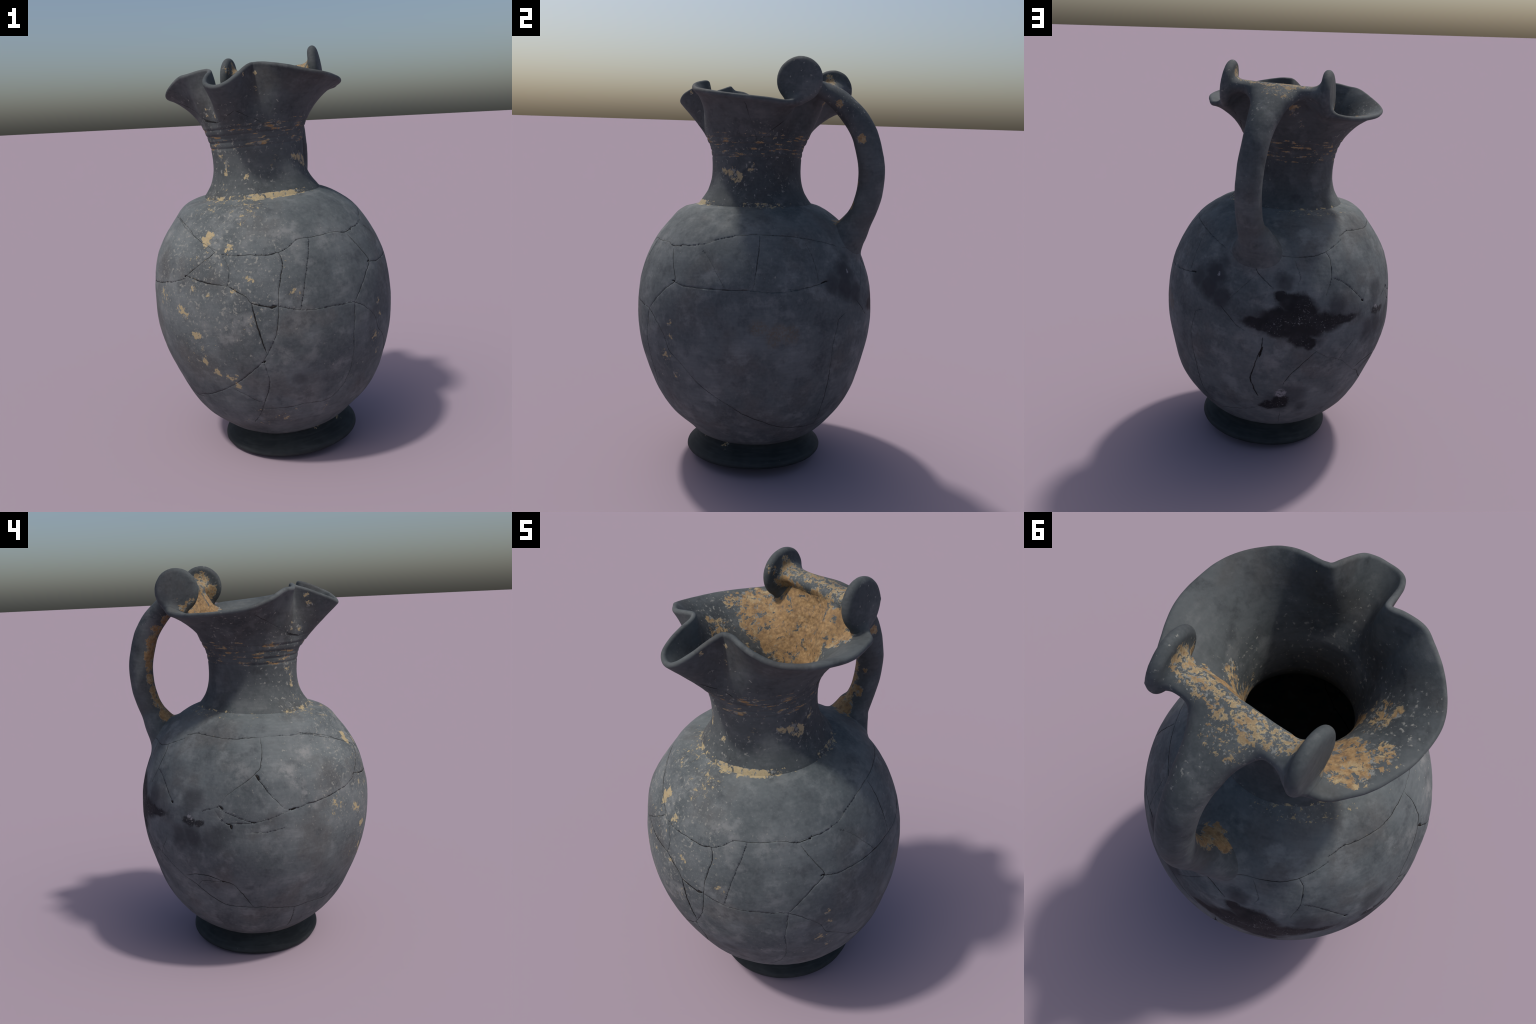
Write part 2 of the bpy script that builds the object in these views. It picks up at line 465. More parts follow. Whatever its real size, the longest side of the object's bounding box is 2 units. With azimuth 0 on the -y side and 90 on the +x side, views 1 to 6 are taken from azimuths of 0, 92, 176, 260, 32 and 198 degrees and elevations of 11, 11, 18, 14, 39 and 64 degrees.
# coarse closed vessel for distance queries
cb = belly_grid(240, 90)
cn, _, _ = neck_grid(300, 24, 40, 5, 12)
cv = np.concatenate([cb.reshape(-1, 3), cn.reshape(-1, 3)])
cf = np.concatenate([grid_faces(90, 240), grid_faces(len(cn), 300) + 90 * 240])
vessel = Solid(cv, cf)

hm = handle_solid()
HV, HN = coords(hm), normals(hm)
HF = [tuple(p.vertices) for p in hm.polygons]
handle = Solid(HV, HF)

K = 0.09
bn = grid_normals(belly).reshape(-1, 3)
nn = grid_normals(neck).reshape(-1, 3)
bv, nv = belly.reshape(-1, 3), neck.reshape(-1, 3)
lo, hi = HV.min(0) - K, HV.max(0) + K


def blend_part(V, N):
    near = np.where(((V > lo) & (V < hi)).all(1))[0]
    V = V.copy()
    V[near] = blend(V[near], N[near], vessel, handle)
    return V


# grooves turned into the neck
q = nv[: n_outer * NN] - NECK_BASE
hgt = q @ NECK_AXIS
depth = sum(np.exp(-((hgt - g) / 0.0036) ** 2) * 0.0026 - np.exp(-((hgt - g - .012) / 0.006) ** 2) * 0.0008 for g in GROOVES)
nv2 = blend_part(nv, nn)
nv2[: n_outer * NN] -= nn[: n_outer * NN] * depth[:, None]
bv2 = blend_part(bv, bn)
hv2 = blend(HV, HN, handle, vessel)


def clay_lumps(P, N, a):
    return P + N * (a * (value_noise(P, 7, 1) + 0.5 * value_noise(P, 17, 2) + 0.25 * value_noise(P, 41, 3)))[:, None]


bv2 = clay_lumps(bv2, bn, 0.0016)
nv2 = clay_lumps(nv2, nn, 0.0012)
hv2 = clay_lumps(hv2, HN, 0.0016)
# caked earth inside the mouth, against the handle
caked = np.exp(-(np.linalg.norm(nv2 - [0.02, 0.20, 1.74], axis=1) / 0.19) ** 4) * (np.arange(len(nv2)) >= n_outer * NN)
nv2 = nv2 + nn * (caked * (0.0030 * value_noise(nv2, 34, 5) + 0.0022 * value_noise(nv2, 75, 6) + 0.0012 * value_noise(nv2, 150, 8)))[:, None]
fv = foot.reshape(-1, 3)
fv = clay_lumps(fv, grid_normals(foot).reshape(-1, 3), 0.0012)
fv[:, 2] -= fv[:, 2].min()

# ------------------------------------------------------- cut the breaks

class Sampler:
    """Point and normal of a turned grid at (angle, height)."""

    def __init__(self, grid, heights):
        self.G, self.h = grid, np.asarray(heights)
        self.N = grid_normals(grid)

    def __call__(self, ang, h):
        n = self.G.shape[1]
        r = np.clip(np.interp(h, self.h, np.arange(len(self.h))), 0, len(self.h) - 1.001)
        c = (np.asarray(ang) % 360) / 360 * n
        i, j = r.astype(int), c.astype(int) % n
        fr, fc, k = (r - i)[:, None], (c - np.floor(c))[:, None], (j + 1) % n
        pick = lambda A: (A[i, j] * (1 - fc) + A[i, k] * fc) * (1 - fr) + (A[i + 1, j] * (1 - fc) + A[i + 1, k] * fc) * fr
        return pick(self.G), unit(pick(self.N))


def break_line(points, surface, step=0.0012, rough=1.0):
    """Dense, slightly jagged line on the surface through the given points."""
    P = np.array(points, float)
    P[:, 0] = np.degrees(np.unwrap(np.radians(P[:, 0])))
    k = np.arange(len(P))
    t = np.linspace(0, len(P) - 1, 40 * len(P))
    m = lambda a: spline(k, a, t) if len(P) > 2 else np.interp(t, k, a)
    a, h = 0.6 * m(P[:, 0]) + 0.4 * np.interp(t, k, P[:, 0]), 0.6 * m(P[:, 1]) + 0.4 * np.interp(t, k, P[:, 1])
    p, _ = surface(a, h)
    s = np.r_[0, np.cumsum(np.linalg.norm(np.diff(p, axis=0), axis=1))]
    u = np.linspace(0, s[-1], max(6, int(s[-1] / step)))
    a, h = np.interp(u, s, a), np.interp(u, s, h)
    p, n = surface(a, h)
    side = unit(np.cross(n, np.gradient(p, axis=0)))
    w = 0.0022 * value_noise(p, 28, 11) + 0.0016 * value_noise(p, 75, 12)
    w = w * rough * smooth(np.minimum(u, s[-1] - u), 0, 0.012)
    r = np.maximum(0.18, np.linalg.norm(np.cross(p - BELLY_BASE, BELLY_AXIS), axis=1))
    d = side * w[:, None]
    u0, v0 = wheel_frame(BELLY_AXIS)
    q = p - BELLY_BASE
    th = np.arctan2(q @ v0, q @ u0)
    tang = -np.sin(th)[:, None] * u0 + np.cos(th)[:, None] * v0
    a2 = a + np.degrees((d * tang).sum(1) / r)
    h2 = h + (d @ BELLY_AXIS)
    p, n = surface(a2, h2)
    return p, n, u


def chip_line(ang, h, length, slant, surface):
    r = 0.5
    c, s = math.cos(math.radians(slant)), math.sin(math.radians(slant))
    L = length / 2000
    t = np.linspace(-1, 1, 5)
    return [(ang + math.degrees(L * x * c / r), h + L * x * s) for x in t]


belly_rows = np.linspace(0, 1, RB)
bh, br = np.array(BELLY_PROFILE).T
arc = np.r_[0, np.cumsum(np.hypot(np.diff(bh), np.diff(br)))]
belly_heights = spline(arc, bh, np.linspace(0, arc[-1], RB))
on_belly = Sampler(bv2.reshape(RB, NB, 3), belly_heights)
G = nv2[: n_outer * NN].reshape(n_outer, NN, 3)


def on_neck(ang, h):
    n = NN
    c = (np.asarray(ang) % 360) / 360 * n
    j = c.astype(int) % n
    H = (G - NECK_BASE) @ NECK_AXIS
    out, nor = [], []
    NG = nn[: n_outer * NN].reshape(n_outer, NN, 3)
    for a, x in zip(j, h):
        col = H[:, a]
        r = np.interp(x, np.maximum.accumulate(col), np.arange(n_outer))
        i = min(int(r), n_outer - 2)
        f = r - i
        out.append(G[i, a] * (1 - f) + G[i + 1, a] * f)
        nor.append(NG[i, a])
    return np.array(out), np.array(nor)


lines = []  # points, normals, half widths
for wide, pts in CRACKS_FRONT + CRACKS_SIDES + CRACKS_BACK:
    p, n, u = break_line(pts, on_belly)
    w = (wide - 0.5) / 1000 * (0.42 + 0.52 * value_noise(p, 9, 21) + 0.25 * value_noise(p, 60, 22))
    w = np.clip(w, 0.0002, None) * (0.35 + 0.65 * smooth(np.minimum(u, u[-1] - u), 0, 0.03))
    lines.append((p, n, w, 1.0))
for ang, h, length, wide, slant in CHIPS:
    p, n, u = break_line(chip_line(ang, h, length, slant, on_belly), on_belly, rough=0.6)
    w = wide / 1000 * np.sqrt(np.maximum(0.03, 1 - (2 * u / u[-1] - 1) ** 2)) * (0.85 + 0.4 * value_noise(p, 90, 23))
    lines.append((p, n, w, 2.2))
neck_lines = []
for wide, pts in NECK_CRACKS:
    p, n = on_neck(*np.array([(a, b) for k in range(len(pts) - 1) for t in np.linspace(0, 1, 30)[:-1]
                              for a, b in [(pts[k][0] * (1 - t) + pts[k + 1][0] * t, pts[k][1] * (1 - t) + pts[k + 1][1] * t)]]).T)
    p = p + np.stack([value_noise(p, 30, s) for s in (31, 32, 33)], 1) * 0.002
    s = np.r_[0, np.cumsum(np.linalg.norm(np.diff(p, axis=0), axis=1))]
    u = np.linspace(0, s[-1], int(s[-1] / 0.0015))
    p = np.stack([np.interp(u, s, p[:, k]) for k in range(3)], 1)
    n = unit(np.stack([np.interp(u, s, n[:, k]) for k in range(3)], 1))
    w = wide / 1000 * (0.45 + 0.6 * value_noise(p, 20, 24)) * (0.3 + 0.7 * smooth(np.minimum(u, u[-1] - u), 0, 0.02))
    neck_lines.append((p, n, np.maximum(w, 0.0002), 0.6))


def cut(V, N, lines, snap):
    """Carve the breaks into the vertices, drawing the nearest ones onto the line."""
    from mathutils.kdtree import KDTree
    P = np.concatenate([l[0] for l in lines])
    W = np.concatenate([l[2] for l in lines])
    Dp = np.concatenate([np.full(len(l[0]), l[3]) for l in lines])
    tree = KDTree(len(P))
    for i, p in enumerate(P):
        tree.insert(p, i)
    tree.balance()
    V = V.copy()
    cells = set()
    size = 0.02
    for c in np.unique(np.floor(P / size).astype(int), axis=0):
        for dx in (-1, 0, 1):
            for dy in (-1, 0, 1):
                for dz in (-1, 0, 1):
                    cells.add((c[0] + dx, c[1] + dy, c[2] + dz))
    key = np.floor(V / size).astype(int)
    K3 = lambda a: (a[..., 0] * 4001 + a[..., 1]) * 4001 + a[..., 2]
    near = np.where(np.isin(K3(key), K3(np.array(sorted(cells)))))[0]
    for i in near:
        co, j, d = tree.find(V[i])
        if d > 0.016:
            continue
        w, n = W[j], N[i]
        reach = max(1.05 * snap, 1.6 * w)
        depth = (0.0006 + 1.5 * w) * Dp[j]
        if d < 0.75 * snap:
            q = np.array(co) - V[i]
            V[i] = V[i] + q - n * (q @ n)
            d = 0.0
        V[i] = V[i] - n * (depth * max(0.0, 1 - d / reach) + 0.0003 * math.exp(-(d / 0.007) ** 2))
    return V


def dark_wedge_mesh(lines, sunk):
    """Dark wedges deep in the breaks."""
    verts, faces, o = [], [], 0
    for p, n, w, k in lines:
        p, n, w = p[::2], n[::2], w[::2]
        if len(p) < 3:
            continue
        side = unit(np.cross(n, np.gradient(p, axis=0)))
        deep = sunk * (1 + (k > 2) * 1.5)
        verts.append(np.stack([p + side * w[:, None] - n * deep, p - n * (deep + 0.006), p - side * w[:, None] - n * deep], 1).reshape(-1, 3))
        m = len(p)
        r = np.arange(m - 1)[:, None] * 3
        faces.append((o + np.concatenate([r + [0, 1, 4, 3], r + [1, 2, 5, 4], r + [2, 0, 3, 5]])).reshape(-1, 4))
        o += 3 * m
    return np.concatenate(verts), np.concatenate(faces)


bv3 = cut(bv2, bn, lines, 0.0037)
nv3 = nv2.copy()
nv3[: n_outer * NN] = cut(nv2[: n_outer * NN], nn[: n_outer * NN], neck_lines, 0.0024)

# ------------------------------------------------------- objects


def part(name, verts, faces, whole_normals=None):
    """Object from some faces of a larger surface, shaded with the whole surface's normals."""
    used, inv = np.unique(faces, return_inverse=True)
    me = make_mesh(name, verts[used], inv.reshape(faces.shape))
    if whole_normals is not None:
        me.normals_split_custom_set_from_vertices([tuple(x) for x in whole_normals[used]])
    return add_object(name, me, root)


belly_part = add_object("belly", make_mesh("belly", bv3, grid_faces(RB, NB)), root)
foot_part = add_object("foot", make_mesh("foot", fv, grid_faces(90, 500)), root)

nf = grid_faces(len(neck), NN)
whole = make_mesh("whole", nv3, nf)
wn = normals(whole)
bpy.data.meshes.remove(whole)
row = np.arange(len(nf)) // NN
split = 96
low_neck = (row < split) | (row >= 2 * n_outer + 9 - split - 1)
neck_part = part("neck", nv3, nf[low_neck], wn)
mouth_part = part("mouth", nv3, nf[~low_neck], wn)

quads = np.array([f for f in HF if len(f) == 4])
hm.vertices.foreach_set("co", hv2.astype(np.float32).ravel())
hm.update()
hnm = normals(hm)
ctr = hv2[quads].mean(1)
which = np.zeros(len(quads), int)
for k, (c, n, R) in enumerate(DISCS, 1):
    d = (ctr - c) @ n
    rad = np.linalg.norm(ctr - c - d[:, None] * n, axis=1)
    which[(d > -0.030) & (rad < R + 0.03)] = k
bar = (which == 0) & (ctr[:, 2] > 1.80) & ((ctr - (DISCS[0][0] + DISCS[1][0]) / 2) @ SPOUT > -0.085)
handle_part = part("handle", hv2, quads[(which == 0) & ~bar], hnm)
strap_part = part("handle_strap", hv2, quads[bar], hnm)
disc_parts = [part("handle_disc", hv2, quads[which == k], hnm) for k in (1, 2)]

fvts, ffs = dark_wedge_mesh(lines, 0.0006)
crack_part = add_object("crack_dark_wedge", make_mesh("crack_dark_wedge", fvts, ffs), root)
fvts, ffs = dark_wedge_mesh(neck_lines, 0.0004)
neck_crack_part = add_object("crack_dark_wedge", make_mesh("crack_dark_wedge", fvts, ffs), root)
for o in (crack_part, neck_crack_part):
    o["kind"] = "stuff"

# ------------------------------------------------------- materials


class Shader:
    def __init__(self, name):
        self.mat = bpy.data.materials.new(name)
        self.mat.use_nodes = True
        self.nt = self.mat.node_tree
        self.bsdf = self.nt.nodes["Principled BSDF"]
        self.P = self.nt.nodes.new("ShaderNodeTexCoord").outputs["Object"]

    def put(self, sock, v):
        if isinstance(v, bpy.types.NodeSocket):
            self.nt.links.new(v, sock)
        elif isinstance(v, (tuple, list)) and len(v) == 3 and sock.type == "RGBA":
            sock.default_value = (*v, 1)
        else:
            sock.default_value = v

    def math(self, op, a, b=None, clamp=False):
        n = self.nt.nodes.new("ShaderNodeMath")
        n.operation, n.use_clamp = op, clamp
        self.put(n.inputs[0], a)
        if b is not None:
            self.put(n.inputs[1], b)
        return n.outputs[0]

    def vec(self, op, a, b=None, out=0):
        n = self.nt.nodes.new("ShaderNodeVectorMath")
        n.operation = op
        self.put(n.inputs[0], a)
        if b is not None:
            self.put(n.inputs[1], b)
        return n.outputs[out]

    def dot(self, a, b):
        return self.vec("DOT_PRODUCT", a, b, 1)

    def noise(self, scale, detail=4, rough=0.55, vec=None, out="Fac", warp=0.0):
        n = self.nt.nodes.new("ShaderNodeTexNoise")
        self.put(n.inputs["Vector"], vec if vec is not None else self.P)
        n.inputs["Scale"].default_value, n.inputs["Detail"].default_value = scale, detail
        n.inputs["Roughness"].default_value, n.inputs["Distortion"].default_value = rough, warp
        return n.outputs[out]

    def ramp(self, v, lo, hi, a=0.0, b=1.0):
        n = self.nt.nodes.new("ShaderNodeMapRange")
        n.interpolation_type = "SMOOTHSTEP"
        for k, x in enumerate((v, lo, hi, a, b)):
            self.put(n.inputs[k], x)
        return n.outputs[0]

    def mix(self, f, a, b, mode="MIX"):
        n = self.nt.nodes.new("ShaderNodeMix")
        n.data_type, n.blend_type = "RGBA", mode
        self.put(n.inputs[0], f)
        self.put(n.inputs[6], a)
        self.put(n.inputs[7], b)
        return n.outputs[2]

    def warped(self, scale, amount, detail=3):
        c = self.noise(scale, detail, 0.6, out="Color")
        return self.vec("ADD", self.P, self.scaled(c, amount))

    def scaled(self, c, amount):
        m = self.vec("SUBTRACT", c, (0.5, 0.5, 0.5))
        n = self.nt.nodes.new("ShaderNodeVectorMath")
        n.operation = "SCALE"
        self.put(n.inputs[0], m)
        n.inputs["Scale"].default_value = amount
        return n.outputs[0]

    def stretched(self, axis, along, across):
        """Object coordinates stretched along a wheel axis: streaks run round the pot."""
        h = self.dot(self.P, tuple(axis))
        n = self.nt.nodes.new("ShaderNodeVectorMath")
        n.operation = "SCALE"
        self.put(n.inputs[0], tuple(axis))
        self.put(n.inputs["Scale"], self.math("MULTIPLY", h, along - across))
        m = self.nt.nodes.new("ShaderNodeVectorMath")
        m.operation = "SCALE"
        self.put(m.inputs[0], self.P)
        m.inputs["Scale"].default_value = across
        return self.vec("ADD", m.outputs[0], n.outputs[0])

    def spots(self, at, vec, soft=0.6):
        """Union of soft balls (x, y, z, radius, strength)."""
        best = None
        for x, y, z, r, k, *flat in at:
            if flat:
                d = self.vec("LENGTH", self.vec("MULTIPLY", self.vec("SUBTRACT", vec, (x, y, z)), (1, 1, flat[0])), None, 1)
            else:
                d = self.vec("DISTANCE", vec, (x, y, z), 1)
            m = self.ramp(d, r, r * (1 - soft), 0.0, k)
            best = m if best is None else self.math("MAXIMUM", best, m)
        return best

    def any(self, *m):
        best = m[0]
        for x in m[1:]:
            best = self.math("MAXIMUM", best, x)
        return best

    def finish(self, colour, height, bump=0.25, rough=0.8, spec=0.3, dist=0.004):
        b = self.nt.nodes.new("ShaderNodeBump")
        b.inputs["Strength"].default_value, b.inputs["Distance"].default_value = bump, dist
        self.put(b.inputs["Height"], height)
        self.put(self.bsdf.inputs["Normal"], b.outputs[0])
        self.put(self.bsdf.inputs["Base Color"], colour)
        self.put(self.bsdf.inputs["Roughness"], rough)
        self.bsdf.inputs["Specular IOR Level"].default_value = spec
        return self.mat


SLATE, ASH, SOOT = (0.049, 0.058, 0.0615), (0.080, 0.091, 0.095), (0.032, 0.037, 0.041)
UMBER, PALE = (0.060, 0.057, 0.055), (0.185, 0.190, 0.190)
CREAM, OCHRE, RUST = (0.350, 0.285, 0.165), (0.275, 0.168, 0.072), (0.155, 0.095, 0.048)
BLACK = (0.0080, 0.0085, 0.0105)


def clay(S, axis, tint=1.0):
    """Burnished grey-black clay: cloudy, faintly streaked round the wheel."""
    big = S.noise(3.2, 5, 0.6)
    mid = S.noise(11, 5, 0.62)
    fine = S.noise(70, 4, 0.6)
    streak = S.noise(1.0, 4, 0.6, vec=S.stretched(axis, 95, 9))
    k = lambda col: tuple(x * tint for x in col)
    cloud = S.noise(7.5, 6, 0.68, vec=S.vec("ADD", S.P, (1.3, 4.1, 2.2)))
    c = S.mix(S.ramp(big, 0.38, 0.62), k(SLATE), k(ASH))
    c = S.mix(S.ramp(S.noise(4.5, 3, 0.5, vec=S.vec("ADD", S.P, (3.1, 1.7, 8.0))), 0.50, 0.68, 0, 0.6), c, k(UMBER))
    c = S.mix(S.ramp(cloud, 0.47, 0.32, 0, 0.65), c, k(SOOT))
    c = S.mix(S.ramp(cloud, 0.52, 0.70, 0, 0.75), c, k((0.125, 0.134, 0.136)))
    c = S.mix(S.ramp(mid, 0.54, 0.70, 0, 0.55), c, k((0.120, 0.128, 0.130)))
    c = S.mix(S.ramp(mid, 0.45, 0.30, 0, 0.5), c, k(SOOT))
    c = S.mix(S.ramp(streak, 0.40, 0.62, 0.16, 0.0), c, k(SOOT))
    c = S.mix(S.ramp(fine, 0.35, 0.70, 0.0, 0.25), c, k((0.100, 0.108, 0.112)))
    h = S.math("ADD", S.math("MULTIPLY", fine, 0.5), S.math("ADD", S.math("MULTIPLY", streak, 0.15), S.math("MULTIPLY", mid, 0.8)))
    return c, h


def crust(S, cover, warm, c, h, grain=36, thick=0.6):
    """Lime and earth deposits: broken flecks where cover is low, a crust where it is high."""
    f = S.noise(grain, 6, 0.68, warp=0.3)
    total = S.math("ADD", f, S.math("MULTIPLY", cover, 0.44))
    m = S.ramp(total, 0.775, 0.825, 0, 0.94)
    halo = S.ramp(S.math("ADD", S.noise(grain * 1.7, 5, 0.7, vec=S.vec("ADD", S.P, (6.0, 1.0, 4.0))), S.math("MULTIPLY", cover, 0.38)), 0.75, 0.84, 0, 0.8)
    c = S.mix(halo, c, (0.205, 0.210, 0.195))
    hue = S.noise(23, 4, 0.6, vec=S.vec("ADD", S.P, (5.0, 2.0, 1.0)))
    d = S.mix(S.ramp(S.math("ADD", hue, warm), 0.60, 0.95), CREAM, OCHRE)
    mottle = S.noise(58, 6, 0.72)
    d = S.mix(S.math("MULTIPLY", S.ramp(mottle, 0.46, 0.62), S.ramp(warm, 0.0, 0.4, 0.15, 0.85)), d, RUST)
    d = S.mix(S.ramp(mottle, 0.44, 0.34, 0, 0.45), d, (0.40, 0.28, 0.14))
    d = S.mix(S.math("MULTIPLY", S.ramp(S.noise(19, 4, 0.6), 0.52, 0.68), S.ramp(warm, 0.0, 0.4, 0.1, 0.45)), d, (0.175, 0.100, 0.046))
    return S.mix(m, c, d), S.math("ADD", h, S.math("MULTIPLY", m, S.math("ADD", S.math("MULTIPLY", S.noise(85, 5, 0.7), 2.2), thick)))


def flecks(S, cover, c, scale=62, tone=(0.215, 0.215, 0.195)):
    f = S.noise(scale, 4, 0.6, vec=S.vec("ADD", S.P, (9.0, 4.0, 2.0)))
    m = S.ramp(S.math("ADD", f, S.math("MULTIPLY", cover, 0.215)), 0.765, 0.85)
    return S.mix(S.math("MULTIPLY", m, 0.85), c, tone)


def belly_material():
    S = Shader("belly_clay")
    c, h = clay(S, BELLY_AXIS, 1.36)
    W = S.warped(9, 0.10, 4)
    V = S.warped(8, 0.10, 6)
    # pale bloom
    pale = S.spots([(-.49, -.14, 1.12, .07, .8), (-.54, -.06, 1.05, .07, .8), (-.56, -.11, 1.00, .06, .9), (-.57, -.14, .93, .05, .8), (-.56, -.18, .89, .05, .7),
                    (-.16, -.58, .77, .11, .65), (.03, -.58, .61, .12, .5), (.14, -.58, .66, .10, .4), (.26, -.50, .55, .09, .45), (-.06, -.56, 1.0, .05, .5), (-.30, -.48, .80, .10, .45), (.10, -.58, .78, .12, .35), (-.10, -.55, .45, .10, .4),
                    (.05, -.50, 1.13, .14, .55), (.25, -.42, 1.12, .12, .4), (-.36, -.30, 1.12, .10, .4), (.12, -.52, .42, .13, .45), (.30, .50, .60, .14, .3), (-.20, .52, .60, .12, .4), (-.5, .15, 1.05, .1, .45), (-.21, -.56, .72, .08, .55), (.06, .57, .66, .14, .45), (.12, .52, .92, .09, .5), (-.14, .57, .98, .06, .6), (-.16, .57, .74, .06, .5), (.10, .56, 1.0, .05, .5), (.20, .55, .74, .09, .4), (-.02, .52, .52, .10, .4), (.02, .50, .30, .10, .5)], W, 0.9)
    c = S.mix(S.math("MULTIPLY", S.math("MULTIPLY", pale, 1.35), S.ramp(S.noise(20, 6, 0.7), 0.40, 0.64), True), c, PALE)
    # dull smears from mending
    smear = S.spots([(-.05, .57, .86, .19, .5, 1.5), (-.15, .55, .86, .20, .45, 2.2), (.12, .56, .86, .15, .4, 2.0), (.03, .52, .38, .13, .45, 1.2), (.34, .43, 1.03, .09, .75), (.37, .43, .97, .08, .8), (.32, .48, .94, .08, .7), (.42, .37, .99, .07, .6), (.30, .43, 1.08, .07, .5), (.01, .54, 1.03, .06, .6),
                     (-.24, .54, .92, .075, .6), (-.41, .44, .74, .08, .55), (-.45, .38, .76, .085, .65), (-.52, .29, .76, .08, .5), (-.55, .23, .77, .06, .35), (-.45, .37, .93, .08, .55),
                     (-.04, .52, .43, .10, .55), (-.08, .49, .36, .06, .5), (-.15, .57, .76, .05, .5), (-.10, -.50, .47, .05, .3), (.10, -.53, .50, .05, .4)], V, 0.65)
    c = S.mix(S.math("MULTIPLY", smear, 1.15, True), c, (0.024, 0.026, 0.031))
    # black filling of the lost sherds
    black = S.spots([(-.06, .57, .84, .27, 1, 3.4), (-.20, .55, .845, .19, 1, 5.5), (.12, .57, .835, .12, 1, 3.2), (-.045, .58, .935, .115, 1, 1.8), (.03, .57, .965, .05, 1, 1.2), (.02, .58, .845, .16, 1, 2.0), (-.07, .58, .89, .10, 1, 1.1), (-.06, .58, .775, .085, 1, 1.4), (-.10, .58, .745, .05, 1),
                     (.06, .51, .365, .065, 1, 1.6), (.015, .51, .385, .05, 1, 0.9), (-.45, .38, .835, .05, .9, 1.5), (-.49, .34, .826, .035, .9, 1.5)], V, 0.38)
    c = S.mix(black, c, S.mix(S.ramp(S.noise(18, 5, 0.65), 0.4, 0.7), BLACK, (0.0155, 0.0160, 0.0190)))
    dots = S.ramp(S.noise(120, 4, 0.7), 0.60, 0.66)
    c = S.mix(S.math("MULTIPLY", S.math("MULTIPLY", black, dots), S.ramp(S.noise(9, 2), 0.42, 0.6, 0, 0.8)), c, (0.2, 0.2, 0.2))
    c = S.mix(S.math("MULTIPLY", S.spots([(.02, .53, .445, .032, 1), (-.46, .385, .862, .018, .9), (.33, .44, 1.03, .014, 1)], V, 0.3), S.ramp(S.noise(70, 4, .7), 0.42, 0.56)), c, (0.19, 0.19, 0.20))
    # lime and earth, heaviest below the spout
    cover = S.spots([(-.27, -.42, 1.16, .05, .80), (-.29, -.42, 1.13, .045, .82), (-.25, -.44, 1.14, .03, .6), (-.19, -.49, 1.10, .05, .62), (-.19, -.56, .91, .035, .85), (-.29, -.51, .90, .05, .58), (-.36, -.46, .92, .05, .58),
                     (-.42, -.43, .82, .06, .66), (-.40, -.44, .79, .05, .66), (-.36, -.47, .70, .048, .78), (-.34, -.48, .63, .05, .6), (-.33, -.47, .58, .055, .66), (-.27, -.49, .52, .05, .75),
                     (-.21, -.51, .51, .055, .72), (-.18, -.51, .47, .04, .7), (-.23, -.50, 1.03, .03, .65), (.09, -.58, .91, .07, .5), (.06, -.55, 1.02, .04, .45), (-.11, -.56, .98, .05, .52), (.08, -.48, .34, .05, .62),
                     (.03, -.44, .27, .05, .6), (.22, -.43, .31, .06, .52), (-.12, -.59, .80, .12, .42), (-.30, -.42, 1.02, .30, .36), (-.35, -.42, .60, .30, .34), (-.05, -.42, .30, .28, .36),
                     (.48, -.37, .74, .05, .52), (.48, -.36, .80, .03, .6), (.48, -.34, .56, .05, .6), (.45, -.39, .64, .09, .48), (-.27, -.27, 1.24, .22, .42), (-.10, -.36, 1.24, .20, .45), (-.50, -.30, .85, .14, .52),
                     (-.40, .05, 1.22, .05, .55), (.20, .39, 1.20, .04, .55), (.14, .41, 1.235, .085, .95), (.11, .44, 1.225, .06, .8), (-.35, .22, 1.19, .045, .5)], W, 0.9)
    ring = S.math("ABSOLUTE", S.math("SUBTRACT", S.dot(S.vec("SUBTRACT", S.P, tuple(NECK_BASE)), tuple(NECK_AXIS)), 1.300))
    rim_side = S.spots([(.02, -.28, 1.31, .25, 1.0), (-.20, -.15, 1.31, .16, .6), (.25, .05, 1.3, .16, .45), (-.10, .25, 1.3, .18, .35)], S.P, 0.8)
    seam = S.math("MULTIPLY", S.ramp(ring, 0.016, 0.005), S.math("ADD", S.math("MULTIPLY", rim_side, 0.40), 0.32))
    cover = S.any(cover, seam)
    front = S.spots([(-.30, -.45, 1.0, .75, .92), (.25, -.40, .60, .4, .6), (-.5, 0, .9, .5, .55), (.45, .1, 1.15, .4, .5), (.3, -.45, 1.1, .35, .5)], S.P, 0.7)
    c = flecks(S, front, c)
    c = flecks(S, S.math("ADD", S.math("MULTIPLY", front, 0.45), 0.35), c, 140, (0.165, 0.17, 0.168))
    c, h = crust(S, S.math("MULTIPLY", cover, 1.12), S.spots([(.14, .41, 1.235, .14, .34), (.05, -.35, 1.31, .3, .05)], S.P, 0.4), c, h, grain=42)
    # a faint rusty bloom on one flank
    bloom = S.math("MULTIPLY", S.spots([(.58, .12, .79, .07, 1), (.59, .04, .82, .05, 1), (.57, .19, .78, .06, 1)], W, 0.6), S.ramp(S.noise(110, 3, 0.7), 0.40, 0.62, 0.1, 0.55))
    c = S.mix(bloom, c, (0.115, 0.080, 0.045))
    rough = S.ramp(S.noise(14, 4), 0.3, 0.7, 0.68, 0.86)
    return S.finish(c, h, 0.35, rough, 0.28)


